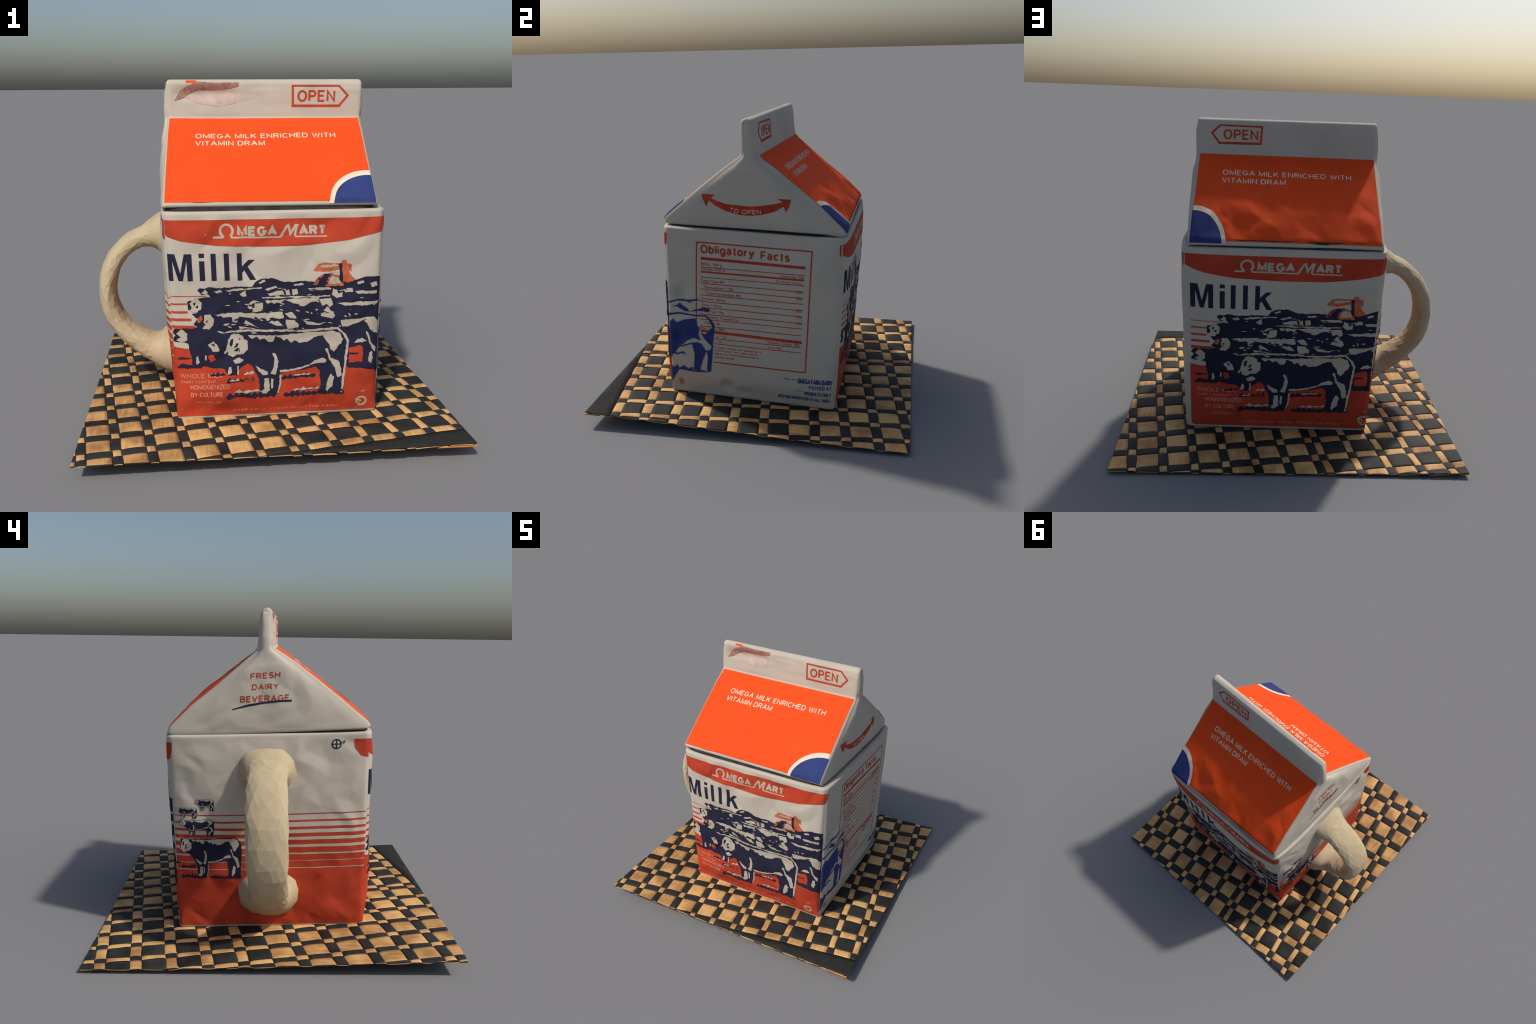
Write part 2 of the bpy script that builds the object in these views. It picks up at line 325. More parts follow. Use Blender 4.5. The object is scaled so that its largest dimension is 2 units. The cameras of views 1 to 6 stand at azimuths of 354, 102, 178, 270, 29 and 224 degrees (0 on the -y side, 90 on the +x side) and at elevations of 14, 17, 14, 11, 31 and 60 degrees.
def letters(pr, text, u0, v0, u1, v1, aspect=1., weight=.15, gap=.26, bend=0.):
    """Sets one line of text in the box; weight is the stroke over the cap height."""
    x = 0; pen = []
    for ch in text:
        if ch == ' ': x += .42; continue
        w, st = GLYPH[ch]
        pen.append((x+weight/2, w, st)); x += w+weight+gap-.12
    total = x-gap+.12
    for px, w, st in pen:
        for line in st:
            pts = []
            for a, b in line:
                q = (px+a*w)/total
                pts.append((u0+(u1-u0)*q, v0+(v1-v0)*(weight/2+b*(1-weight))+bend*(2*q-1)**2))
            pts = [p for k, p in enumerate(pts) if k == 0 or max(abs(p[0]-pts[k-1][0]), abs(p[1]-pts[k-1][1])) > 1e-6]
            pr.stroke(pts, weight*(v1-v0)*aspect, aspect)
    return pr

# ---------------------------------------------------------------- materials
def material(name, color, rough=.8, spec=.15, vary=.12, scale=14., bump=0., bump_scale=60., tint=None, stretch=(1,1,1), coat=0.):
    m = bpy.data.materials.new(name); m.use_nodes = True
    nt = m.node_tree; b = nt.nodes['Principled BSDF']
    b.inputs['Roughness'].default_value = rough
    b.inputs['Specular IOR Level'].default_value = spec
    b.inputs['Coat Weight'].default_value = coat
    tc = nt.nodes.new('ShaderNodeTexCoord'); mp = nt.nodes.new('ShaderNodeMapping')
    mp.inputs['Scale'].default_value = stretch
    nt.links.new(tc.outputs['Object'], mp.inputs['Vector'])
    no = nt.nodes.new('ShaderNodeTexNoise'); no.inputs['Scale'].default_value = scale; no.inputs['Detail'].default_value = 5
    nt.links.new(mp.outputs['Vector'], no.inputs['Vector'])
    cr = nt.nodes.new('ShaderNodeValToRGB')
    lo = [c*(1-vary) for c in color]; hi = [min(1, c*(1+vary)) for c in (tint or color)]
    cr.color_ramp.elements[0].position = .3; cr.color_ramp.elements[1].position = .7
    cr.color_ramp.elements[0].color = (*lo, 1); cr.color_ramp.elements[1].color = (*hi, 1)
    nt.links.new(no.outputs['Fac'], cr.inputs['Fac'])
    nt.links.new(cr.outputs['Color'], b.inputs['Base Color'])
    if bump:
        n2 = nt.nodes.new('ShaderNodeTexNoise'); n2.inputs['Scale'].default_value = bump_scale; n2.inputs['Detail'].default_value = 6
        nt.links.new(mp.outputs['Vector'], n2.inputs['Vector'])
        bu = nt.nodes.new('ShaderNodeBump'); bu.inputs['Strength'].default_value = bump; bu.inputs['Distance'].default_value = .01
        nt.links.new(n2.outputs['Fac'], bu.inputs['Height']); nt.links.new(bu.outputs['Normal'], b.inputs['Normal'])
    return m

M = {
 'white':  material('white_glaze', (.49,.44,.365), vary=.05, scale=5),
 'handle': material('warm_light_tinted_glaze', (.48,.385,.245), vary=.07, scale=7),  # same white ceramic, yellowed for the warm light on the handle side
 'orange': material('orange_print', (.80,.074,.011), vary=.05, scale=6),
 'red':    material('red_print', (.44,.050,.022), vary=.20, scale=6),  # roof's orange-red, deepened to include the dim shading of the front
 'rust':   material('rust_print', (.50,.11,.045), vary=.2, scale=30),
 'navy':   material('navy_print', (.017,.018,.040), vary=.15, scale=12),
 'blue':   material('blue_print', (.030,.046,.165), vary=.12, scale=12),
 'cream':  material('cream_print', (.44,.385,.305), vary=.08, scale=10),
 'letter': material('pale_lettering', (.80,.62,.48), vary=.06, scale=10),
 'faded':  material('faded_lettering', (.62,.26,.17), vary=.15, scale=20),
 'gap_shadow':   material('painted_gap_shadow', (.045,.040,.035), vary=.3, scale=20),
 'brown':  material('worn_brown', (.34,.185,.14), vary=.3, scale=40),
 'pink':   material('worn_pink', (.50,.39,.325), vary=.12, scale=25),
}

def wood_like(name, light, dark, along, fine):
    """Split straw: long fibres along one direction with slow colour drift between strips."""
    m = bpy.data.materials.new(name); m.use_nodes = True
    nt = m.node_tree; b = nt.nodes['Principled BSDF']
    b.inputs['Roughness'].default_value = .7; b.inputs['Specular IOR Level'].default_value = .25
    tc = nt.nodes.new('ShaderNodeTexCoord'); mp = nt.nodes.new('ShaderNodeMapping')
    mp.inputs['Rotation'].default_value = (0, 0, -WEAVE_TURN)
    mp.inputs['Scale'].default_value = (4, 90, 10) if along == 'a' else (90, 4, 10)
    nt.links.new(tc.outputs['Object'], mp.inputs['Vector'])
    fib = nt.nodes.new('ShaderNodeTexNoise'); fib.inputs['Scale'].default_value = fine; fib.inputs['Detail'].default_value = 4
    nt.links.new(mp.outputs['Vector'], fib.inputs['Vector'])
    slow = nt.nodes.new('ShaderNodeTexNoise'); slow.inputs['Scale'].default_value = 8.; slow.inputs['Detail'].default_value = 2
    nt.links.new(tc.outputs['Object'], slow.inputs['Vector'])
    info = nt.nodes.new('ShaderNodeObjectInfo')
    add = nt.nodes.new('ShaderNodeMath'); add.operation = 'MULTIPLY_ADD'; add.inputs[1].default_value = .45
    nt.links.new(fib.outputs['Fac'], add.inputs[0]); nt.links.new(slow.outputs['Fac'], add.inputs[2])
    ad2 = nt.nodes.new('ShaderNodeMath'); ad2.operation = 'MULTIPLY_ADD'; ad2.inputs[1].default_value = .22
    nt.links.new(info.outputs['Random'], ad2.inputs[0]); nt.links.new(add.outputs[0], ad2.inputs[2])
    cr = nt.nodes.new('ShaderNodeValToRGB')
    cr.color_ramp.elements[0].position = .60; cr.color_ramp.elements[1].position = .98
    cr.color_ramp.elements[0].color = (*dark, 1); cr.color_ramp.elements[1].color = (*light, 1)
    nt.links.new(ad2.outputs[0], cr.inputs['Fac']); nt.links.new(cr.outputs['Color'], b.inputs['Base Color'])
    bu = nt.nodes.new('ShaderNodeBump'); bu.inputs['Strength'].default_value = .35; bu.inputs['Distance'].default_value = .004
    nt.links.new(fib.outputs['Fac'], bu.inputs['Height']); nt.links.new(bu.outputs['Normal'], b.inputs['Normal'])
    return m

# ---------------------------------------------------------------- mesh helpers
def new_object(name, verts, faces, mat, parent=None, smooth=True, kind=None):
    me = bpy.data.meshes.new(name)
    me.from_pydata([tuple(map(float, v)) for v in verts], [], faces)
    me.materials.append(mat)
    me.validate()
    if smooth:
        me.polygons.foreach_set('use_smooth', [True]*len(me.polygons))
    me.update()
    o = bpy.data.objects.new(name, me)
    bpy.context.scene.collection.objects.link(o)
    if parent: o.parent = parent
    if kind: o['kind'] = kind
    return o

def weld(o, dist=1e-4, outward=True):
    bm = bmesh.new(); bm.from_mesh(o.data)
    bmesh.ops.remove_doubles(bm, verts=bm.verts, dist=dist)
    if outward: bmesh.ops.recalc_face_normals(bm, faces=bm.faces)
    bm.to_mesh(o.data); bm.free()
    return o

def grid_faces(nu, nv, base=0, wrap=False):
    f = []
    for j in range(nv-1):
        for i in range(nu if wrap else nu-1):
            a = base+j*nu+i; b = base+j*nu+(i+1) % nu
            f.append((a, b, b+nu, a+nu))
    return f

def thing(name, label, category, loc):
    e = bpy.data.objects.new(name, None)
    e.empty_display_size = .2; e.location = loc
    bpy.context.scene.collection.objects.link(e)
    e['label'] = label; e['category'] = category
    return e

def adopt(child, parent):
    """Parent and keep the world place."""
    child.parent = parent
    child.matrix_parent_inverse = parent.matrix_world.inverted()

# ---------------------------------------------------------------- the mug
mug = thing('milk_carton_mug', 'ceramic milk carton shaped mug with gable lid and handle', 'mug', (0, 0, .06))
bpy.context.view_layer.update()

def build_body():
    order = ['front', 'right', 'back', 'left']
    U = np.concatenate([np.linspace(0, .06, 8)[:-1], np.linspace(.06, .94, 90), np.linspace(.94, 1, 8)[1:]])
    V = np.concatenate([np.linspace(0, 1, 110)])
    rings = []
    def ring(v, inset=0., dz=0.):
        P = np.concatenate([body_point(f, U[:-1], np.full(len(U)-1, v)) for f in order])
        c = P.mean(0)
        d = P-c; d[:, 2] = 0
        far = np.abs(d[:, :2]).max(1, keepdims=True)
        P = P-d*(inset/far)
        P[:, 2] += dz
        return P
    rings.append(ring(0, .30, -.012)); rings.append(ring(0, .02, -.012)); rings.append(ring(0, .006, -.008))
    for v in V: rings.append(ring(v))
    # rounded shoulder, then a sunken neck under the lid
    for a in (25, 50, 75, 90):
        rings.append(ring(1, .022*(1-cos(radians(a))), .010*sin(radians(a))))
    rings.append(ring(1, .030, .007)); rings.append(ring(1, .3, .004))
    n = len(rings[0])
    verts = np.concatenate(rings)
    faces = grid_faces(n, len(rings), wrap=True)
    faces.append(tuple(range(n))[::-1]); faces.append(tuple(range(len(verts)-n, len(verts))))
    o = new_object('carton_body', verts, faces, M['white'])
    weld(o); adopt(o, mug)
    gap_shadow = [ring(1, .022, .0), ring(1, .024, .055)]
    for r in gap_shadow: r[:, 0] -= .035*ramp(r[:, 0], .50, .56)       # the gap is deepest on the facts side
    s = new_object('gap_shadow_ring', np.concatenate(gap_shadow), grid_faces(n, 2, wrap=True), M['gap_shadow'])  # near-black band modelled to show the shadow in the lid gap
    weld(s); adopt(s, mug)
    return o

def build_lid():
    W = np.concatenate([np.linspace(0, .06, 6)[:-1], np.linspace(.06, 1, 70)[:-1], np.linspace(1, 2, 44)])
    e = np.linspace(0, EDGE_R/1.1, 7)
    X = np.concatenate([e[:-1], np.linspace(e[-1], 1-e[-1], 100), 1-e[:-1][::-1]])
    verts, faces = [], []
    def add(P):
        base = sum(len(v) for v in verts)
        verts.append(P.reshape(-1, 3))
        faces.extend(grid_faces(P.shape[1], P.shape[0], base))
    xx, ww = np.meshgrid(X, W)
    F = lid_point('front', xx, ww); B = lid_point('back', xx, ww)
    add(F); add(B)
    k = np.linspace(0, 1, 60)
    kk, wg = np.meshgrid(k, W)
    for end in ('left', 'right'):
        add(gable_point(end, kk, wg))
    # underside: eave curls in to a flat plug
    uF, uB = F[0], B[0]
    def lip(P, dy, dz, dx):
        Q = P.copy(); Q[:, 1] += dy; Q[:, 2] += dz
        Q[:, 0] = Q[:, 0]*(1-dx)
        return Q
    rows = [uF, lip(uF, .004, -.009, .004), lip(uF, .014, -.013, .012), lip(uB, -.014, -.015, .012), lip(uB, -.004, -.010, .004), uB]
    add(np.stack(rows))
    for end, col in (('left', 0), ('right', -1)):
        g = gable_point(end, k, np.zeros(60))
        if end == 'left': g = g[::-1]
        low = []
        for dx, dzf, dzb, dy in ((.004, -.006, -.010, .004), (.012, -.008, -.015, .014)):
            q = g.copy(); q[:, 0] *= 1-dx
            t = np.linspace(0, 1, 60)
            q[:, 1] += dy*(1-2*t); q[:, 2] += (dzf+(dzb-dzf)*t if end == 'left' else -.012+.020*t+(dzb-.008)*ramp(t, .88, 1.))
            low.append(q)
        add(np.stack([g]+low))
    o = new_object('gable_lid', np.concatenate(verts), faces, M['white'])
    weld(o, 6e-4); adopt(o, mug)
    return o

def catmull(pts, n):
    p = np.array(pts, float); p = np.vstack([2*p[0]-p[1], p, 2*p[-1]-p[-2]])
    out = []
    m = len(p)-3
    for t in np.linspace(0, m-1e-6, n):
        i = int(t); f = t-i
        a, b, c, d = p[i:i+4]
        out.append(.5*((2*b)+(c-a)*f+(2*a-5*b+4*c-d)*f*f+(3*b-a-3*c+d)*f**3))
    return np.array(out)

def build_handle():
    # x, y, z, half thickness in the plane of the loop, half width
    spine = [(-.52,.040,.992,.16,.19),(-.568,.040,.992,.120,.158),(-.612,.040,.988,.086,.127),(-.67,.040,.972,.058,.112),(-.752,.041,.935,.053,.112),
             (-.836,.041,.850,.053,.113),(-.882,.040,.742,.053,.113),(-.892,.040,.625,.052,.112),(-.866,.034,.505,.055,.108),
             (-.798,.024,.408,.060,.103),(-.706,.016,.333,.071,.104),(-.638,.014,.296,.084,.112),(-.590,.016,.282,.105,.134),(-.552,.018,.278,.126,.155),(-.50,.018,.276,.15,.18)]
    C = catmull(spine, 34)
    rnd = random.Random(4)
    n = 15
    verts = []
    for i, c in enumerate(C):
        t = C[min(i+1, len(C)-1), :3]-C[max(i-1, 0), :3]; t /= np.linalg.norm(t)
        side = np.array([0, 1., 0]); out = np.cross(side, t); out /= np.linalg.norm(out)
        for k in range(n):
            a = 2*pi*(k+.5*(i % 2)+rnd.uniform(-.22, .22))/n
            ca, sa = cos(a), sin(a)
            ca = abs(ca)**.85*(1 if ca > 0 else -1); sa = abs(sa)**.85*(1 if sa > 0 else -1)
            j = 1+rnd.uniform(-.035, .035)
            slip = t*rnd.uniform(-.010, .010)
            verts.append(c[:3]+slip+out*ca*c[3]*j+side*sa*c[4]*j)
    faces = []
    for i in range(len(C)-1):
        for k in range(n):
            a, b = i*n+k, i*n+(k+1) % n
            if i % 2: faces += [(a, b, b+n), (a, b+n, a+n)]
            else: faces += [(a, b, a+n), (b, b+n, a+n)]
    faces.append(tuple(range(n))); faces.append(tuple(range(len(verts)-n, len(verts)))[::-1])
    o = new_object('handle', verts, faces, M['handle'])
    weld(o)
    # soft facets: one subdivision pass that keeps most of the crease
    o.data.polygons.foreach_set('use_smooth', [p.center.x > -.64 for p in o.data.polygons])
    adopt(o, mug)
    return o

body = build_body(); lid = build_lid(); handle = build_handle()

# ---------------------------------------------------------------- printing
SURF = {f: (lambda u, v, f=f: body_point(f, u, v)) for f in FACES}
SURF['roof_front'] = lambda u, v: lid_point('front', u, v)
SURF['roof_back'] = lambda u, v: lid_point('back', 1-u, v)
SURF['gable_left'] = lambda u, v: gable_point('left', u, v)
SURF['gable_right'] = lambda u, v: gable_point('right', u, v)

def text_shape(s, bold=0.):
    """Outline of a line of text as a flat mesh, scaled to the unit box."""
    cu = bpy.data.curves.new('t', 'FONT'); cu.body = s; cu.offset = bold; cu.resolution_u = 3
    ob = bpy.data.objects.new('t', cu); bpy.context.scene.collection.objects.link(ob)
    dg = bpy.context.evaluated_depsgraph_get(); dg.update()
    me = ob.evaluated_get(dg).to_mesh()
    v = np.array([p.co[:2] for p in me.vertices]); f = [tuple(p.vertices) for p in me.polygons]
    ob.evaluated_get(dg).to_mesh_clear()
    bpy.data.objects.remove(ob); bpy.data.curves.remove(cu)
    lo, hi = v.min(0), v.max(0)
    return (v-lo)/(hi-lo), f

class Print:
    """One ink on one surface: flat shapes in the surface's own u,v, laid on and following every dent."""
    def __init__(s): s.v, s.f = [], []
    def poly(s, pts, k=.001):
        b = len(s.v); s.v += [(p[0]*k, p[1]*k) for p in pts]; s.f.append(tuple(range(b, b+len(pts)))); return s
    def box(s, u0, v0, u1, v1): return s.poly([(u0,v0),(u1,v0),(u1,v1),(u0,v1)], 1)
    def text(s, t, u0, v0, u1, v1, bold=0., rise=0.):
        v, f = text_shape(t, bold); b = len(s.v)
        s.v += [(u0+(u1-u0)*p[0], v0+(v1-v0)*p[1]+rise*p[0]) for p in v]; s.f += [tuple(i+b for i in g) for g in f]; return s
    def stroke(s, pts, w, aspect=1., closed=False):
        """Line of width w (u units); aspect = metres per v over metres per u."""
        p = np.array(pts, float); q = p*[1, aspect]
        n = len(q); L, R = [], []
        for i in range(n):
            a = q[(i-1) % n] if closed or i else None; c = q[(i+1) % n] if closed or i < n-1 else None
            d1 = (q[i]-a)/np.linalg.norm(q[i]-a) if a is not None else None
            d2 = (c-q[i])/np.linalg.norm(c-q[i]) if c is not None else None
            d1 = d2 if d1 is None else d1; d2 = d1 if d2 is None else d2
            m = np.array([-(d1+d2)[1], (d1+d2)[0]]); m /= np.linalg.norm(m)+1e-9
            k = w/2/max(.42, abs(m @ np.array([-d1[1], d1[0]])))
            L.append((q[i]+m*k)/[1, aspect]); R.append((q[i]-m*k)/[1, aspect])
        for i in range(n if closed else n-1):
            j = (i+1) % n; b = len(s.v)
            s.v += [tuple(R[i]), tuple(R[j]), tuple(L[j]), tuple(L[i])]; s.f.append((b, b+1, b+2, b+3))
        return s
    def lay(s, name, surface, mat, layer, parent, clip=(0., 1.), step=.012, vstep=None, move=None):
        bm = bmesh.new()
        for p in s.v:
            if move: p = move(p)
            bm.verts.new((p[0], p[1], 0))
        bm.verts.ensure_lookup_table()
        for f in s.f:
            try: bm.faces.new([bm.verts[i] for i in f])
            except ValueError: pass
        bm.normal_update()
        bmesh.ops.triangulate(bm, faces=bm.faces)
        def cut(co, no, **k):
            bmesh.ops.bisect_plane(bm, geom=bm.verts[:]+bm.edges[:]+bm.faces[:], plane_co=co, plane_no=no, dist=1e-7, **k)
        if clip:
            cut((clip[0],0,0), (1,0,0), clear_inner=True); cut((clip[1],0,0), (1,0,0), clear_outer=True)
        co = np.array([v.co[:2] for v in bm.verts])
        lo, hi = co.min(0), co.max(0)
        for c, st in ((0, step), (1, vstep or step)):
            for g in np.arange(ceil(lo[c]/st), floor(hi[c]/st)+1)*st:
                cut((g,0,0) if c == 0 else (0,g,0), (1,0,0) if c == 0 else (0,1,0))
        bmesh.ops.triangulate(bm, faces=bm.faces)
        uv = np.array([v.co[:2] for v in bm.verts])
        S = SURF[surface]; h = 4e-3
        P = S(uv[:,0], uv[:,1])
        N = np.cross(S(uv[:,0]+h, uv[:,1])-S(uv[:,0]-h, uv[:,1]), S(uv[:,0], uv[:,1]+h)-S(uv[:,0], uv[:,1]-h))
        N /= np.linalg.norm(N, axis=1, keepdims=True)+1e-12
        P = P+N*(.0011+(.0014 if 'roof' in surface else .0006)*layer)
        for v, p in zip(bm.verts, P): v.co = p
        bmesh.ops.recalc_face_normals(bm, faces=[])
        me = bpy.data.meshes.new(name); bm.to_mesh(me); bm.free()
        # ink faces outward
        me.polygons.foreach_set('use_smooth', [True]*len(me.polygons))
        me.update()
        nn = np.array([q.normal for q in me.polygons])[:50]; ii = [q.vertices[0] for q in me.polygons][:50]
        if len(nn) and (nn*N[ii]).sum() < 0: me.flip_normals()
        me.materials.append(M[mat])
        o = bpy.data.objects.new(name, me); bpy.context.scene.collection.objects.link(o)
        adopt(o, parent)
        return o

def arc(cu, cv, r, a0, a1, n=24, aspect=1.):
    return [(cu+r*cos(radians(a)), cv+r*sin(radians(a))/aspect) for a in np.linspace(a0, a1, n)]

def ragged(pts, rnd, k=.13, cap=2.6):
    """Brush-cut edge: every side gets a bent middle."""
    out = []
    n = len(pts)
    for i in range(n):
        a, b = pts[i], pts[(i+1) % n]
        dx, dy = b[0]-a[0], b[1]-a[1]
        L = hypot(dx, dy)
        out.append(a)
        m = max(1, int(L/14)) if L > 10 else 0
        for q in range(m):
            f = (q+1)/(m+1); o = min(L*k, cap)*rnd.uniform(-1, 1)
            out.append((a[0]+dx*f-dy/L*o, a[1]+dy*f+dx/L*o))
    return out
LAYER_INK = {'navy0':('navy',1),'navy':('navy',2),'cream':('cream',3),'rust':('rust',2),'red':('red',4),'fleck':('navy',5)}
def drawing(name, groups, surface, parent, move=None, inks=LAYER_INK, shade=None):
    by = {}; rnd = random.Random(3)
    for g in groups:
        for n, (c, p) in enumerate(g):
            m, l = inks[c]
            if c == 'navy' and len(p) < 7: l = 5      # eyes and spots sit on the pale patches
            by.setdefault((m, l), Print()).poly(ragged(p, rnd))
    for (m, l), pr in by.items():
        pr.lay(name, surface, m, l, parent, move=move)

# ---- front and back share one picture
def flecks():
    """Small brush marks that break up the far herd."""
    rnd = random.Random(21); out = []
    for _ in range(95):
        v = rnd.uniform(425, 655); u = rnd.uniform(150 if v > 560 else 230, 975)
        L = rnd.uniform(10, 34); h = rnd.uniform(2.5, 6)*(1.3-.6*(v-425)/230); tilt = rnd.uniform(-.35, .15)
        c = 'cream' if rnd.random() < .62 else 'navy'
        top = [(u-L/2+L*f, v+tilt*L*(f-.5)+h*sin(pi*f)*rnd.uniform(.6, 1.3)) for f in (0, .2, .4, .6, .8, 1)]
        bot = [(u-L/2+L*f, v+tilt*L*(f-.5)-h*sin(pi*f)*rnd.uniform(.2, 1.)) for f in (.85, .6, .35, .15)]
        out.append((c if c == 'cream' else 'fleck', top+bot))
    return out
FLECKS = flecks()
def picture(face, move):
    c = (.004, .996)
    lay = dict(surface=face, parent=body, move=move)
    band = [(-20,973),(1010,972),(1010,905),(947,892),(837,868),(652,849),(433,846),(216,856),(74,878),(20,895),(-20,915)]
    Print().poly(band).lay('red_band', mat='red', layer=0, **lay)
    # store name on the band
    w = Print()
    w.stroke(arc(.279, .922, .028, -55, 235), .011)
    w.stroke([(.218,.8925),(.262,.8925),(.266,.901)], .009).stroke([(.300,.901),(.302,.8915),(.520,.889),(.533,.900)], .008)
    letters(w, 'MEGA', .327, .896, .506, .942, weight=.27, gap=.2)
    w.stroke([(.520,.889),(.548,.935),(.556,.941),(.560,.930),(.566,.902),(.590,.940),(.598,.940),(.590,.915),(.586,.893)], .011)
    letters(w, 'ART', .606, .894, .729, .940, weight=.27, gap=.2)
    w.stroke([(.586,.8895),(.733,.8875)], .007)
    w.lay('store_name_lettering', mat='cream', layer=1, **lay)
    t = Print()
    t.poly([(6,691),(30,691),(30,785),(53,691),(72,691),(94,785),(94,691),(118,691),(118,818),(84,818),(63,728),(42,818),(6,818)])
    t.box(.150,.692,.174,.785).box(.150,.800,.174,.820).box(.203,.692,.226,.819).box(.262,.692,.285,.819)
    t.poly([(321,691),(343,691),(343,726),(353,737),(378,691),(406,691),(369,754),(402,786),(374,786),(343,754),(343,818),(321,818)])
    t.lay('product_name_lettering', mat='navy', layer=0, **lay)
    g = Print().poly([(0 if face == 'front' else 16,8),(1010,8),(1010,395),(860,380),(600,380),(300,360),(60,365),(0,372),(0,20)])
    for v, h, u in ((.617,.004,.175),(.580,.008,.085),(.541,.011,.085),(.505,.013,.10),(.469,.016,.115)):
        g.box(.006, v-h/2, u, v+h/2)
    g.lay('red_meadow', mat='red', layer=0, **lay)
    drawing('cow_herd_drawing', [HERD, FLECKS], face, body, move)
    drawing('cow_drawing', [COW, OUTLINE], face, body, move, inks={'navy':('navy',3),'cream':('cream',4)})
    drawing('grass_drawing', [GRASS], face, body, move, inks={'navy':('navy',4),'cream':('cream',5)})
    s = Print()
    letters(s, 'WHOLE MILK', .03, .216, .235, .240); letters(s, 'DAIRY CONTENT', .03, .190, .20, .204)
    letters(s, 'HOMOGENIZED', .075, .158, .265, .183); letters(s, 'BY CULTURE', .075, .119, .231, .143)
    letters(s, 'HALF GALLON', .10, .082, .22, .094)
    letters(s, 'KEEP COLD  FRESH FROM THE FARM', .28, .030, .80, .042)
    s.lay('small_print_lettering', mat='faded', layer=1, **lay)
    r = Print().stroke(arc(.917, .058, .026, -120, 170, aspect=1.1), .010).stroke(arc(.905, .055, .010, 0, 330), .008)
    r.lay('recycling_mark', mat='cream', layer=1, **lay)
    Print().poly([(905,112),(925,120),(940,116),(925,108)]).lay('ink_spot', mat='brown', layer=1, **lay)

picture('front', None)
picture('back', lambda p: (.034+(p[0]-.004)*1.033, p[1]))

# ---- handle side: sunset bars, red foot, small herd
bars = Print().box(0., .004, 1., .318)
for v, h in ((.606,.005),(.570,.009),(.533,.013),(.497,.018),(.459,.023),(.417,.029),(.377,.032),(.340,.034)):
    bars.box(.012, v-h/2, 1., v+h/2)
bars.lay('red_stripes', 'left', 'red', 0, body)
Print().poly([(4,975),(24,973),(20,925),(4,885)]).lay('red_band', 'left', 'red', 1, body)
Print().poly([(996,975),(919,974),(925,930),(955,893),(996,882)]).lay('red_band', 'left', 'red', 1, body)
cows = [p for g in (COW,) for _, p in g]
cu = [q[0] for p in cows for q in p]; cv = [q[1] for p in cows for q in p]
box = (min(cu)*.001, min(cv)*.001, max(cu)*.001, max(cv)*.001)
def fit(u0, v0, u1, v1):
    return lambda p: (u0+(p[0]-box[0])/(box[2]-box[0])*(u1-u0), v0+(p[1]-box[1])/(box[3]-box[1])*(v1-v0))
for place in ((.03,.27,.355,.49),(.037,.497,.218,.585),(.020,.590,.133,.646),(.125,.628,.221,.689)):
    drawing('cow_drawing', [COW], 'left', body, fit(*place), inks={'navy':('navy',3),'cream':('cream',4)})
drawing('grass_drawing', [GRASS[:4]], 'left', body, fit(.03,.27,.355,.49), inks={'navy':('navy',4),'cream':('cream',5)})
Print().stroke(arc(.832, .952, .022, 0, 360, 25), .006).stroke([(.81,.952),(.856,.952)], .005).stroke([(.832,.928),(.832,.976)], .006).stroke([(.850,.955),(.872,.966),(.866,.952)], .005).lay('inspection_mark', 'left', 'navy', 0, body)

# ---- facts side
def band_end(side):
    pts = [(4,972),(20,972),(16,930),(4,905)] if side == 'l' else [(996,975),(984,972),(985,920),(996,900)]
    Print().poly(pts).lay('red_band', 'right', 'red', 0, body)
band_end('l'); band_end('r')
f = Print()
f.stroke([(.196,.937),(.840,.934),(.826,.222),(.280,.222)], .007).stroke([(.196,.937),(.181,.42)], .007)
letters(f, 'Obligatory', .218, .876, .525, .926, weight=.19, gap=.24); letters(f, 'Facts', .560, .868, .722, .916, weight=.19, gap=.24)
f.stroke([(.219,.846),(.808,.842)], .016).stroke([(.216,.769),(.804,.771)], .010).stroke([(.208,.412),(.801,.404)], .017)
for k, v in enumerate((.797,.738,.701,.666,.631,.592,.556,.516,.484,.443)):
    f.stroke([(.217-.0012*k, v), (.806-.001*k, v+.002)], .0042)
f.stroke([(.29,.371),(.80,.372)], .0042).stroke([(.29,.340),(.80,.341)], .0042)
for t, u0, v0, u1, v1 in (('REAL 100 g',.219,.803,.342,.824),('Omega 2.50 %',.218,.776,.359,.794),('Total Cow 4%',.215,.708,.353,.727),('Fermentum 1.5%',.237,.672,.404,.690),
        ('Trans Fermentum 4%',.240,.637,.446,.655),('Cholest. 50mg',.212,.599,.355,.618),('Soda 150mg',.220,.562,.335,.580),('Total Car 10g',.215,.525,.348,.545),
        ('Dietary Thoughts 5g',.250,.489,.432,.508),('Decat 3g',.235,.455,.322,.474),('Pro Tem 18%',.207,.422,.348,.440),('A  1%',.300,.377,.360,.392),('1  2%',.300,.347,.335,.362),
        ('Vitamin Dram  8%',.602,.377,.789,.395),('Iron 8%',.610,.347,.687,.363),('% Daily Values are based on a',.285,.308,.566,.324),('calorie diet. Your daily values',.285,.290,.545,.305),
        ('higher or lower depending on',.285,.270,.556,.286),('calorie needs.',.285,.250,.41,.266),('Calories 50',.669,.778,.800,.792),('% Daily Value',.648,.744,.788,.758)):
    f.text(t, u0, v0, u1, v1, bold=.007)
for v, t in ((.708,'4%'),(.672,'4%'),(.600,'28%'),(.563,'15%'),(.525,'3%')):
    f.text(t, .762, v-.018, .795, v, bold=.01)
f.lay('facts_panel_lettering', 'right', 'red', 0, body)
rnd = random.Random(8)
b = Print()
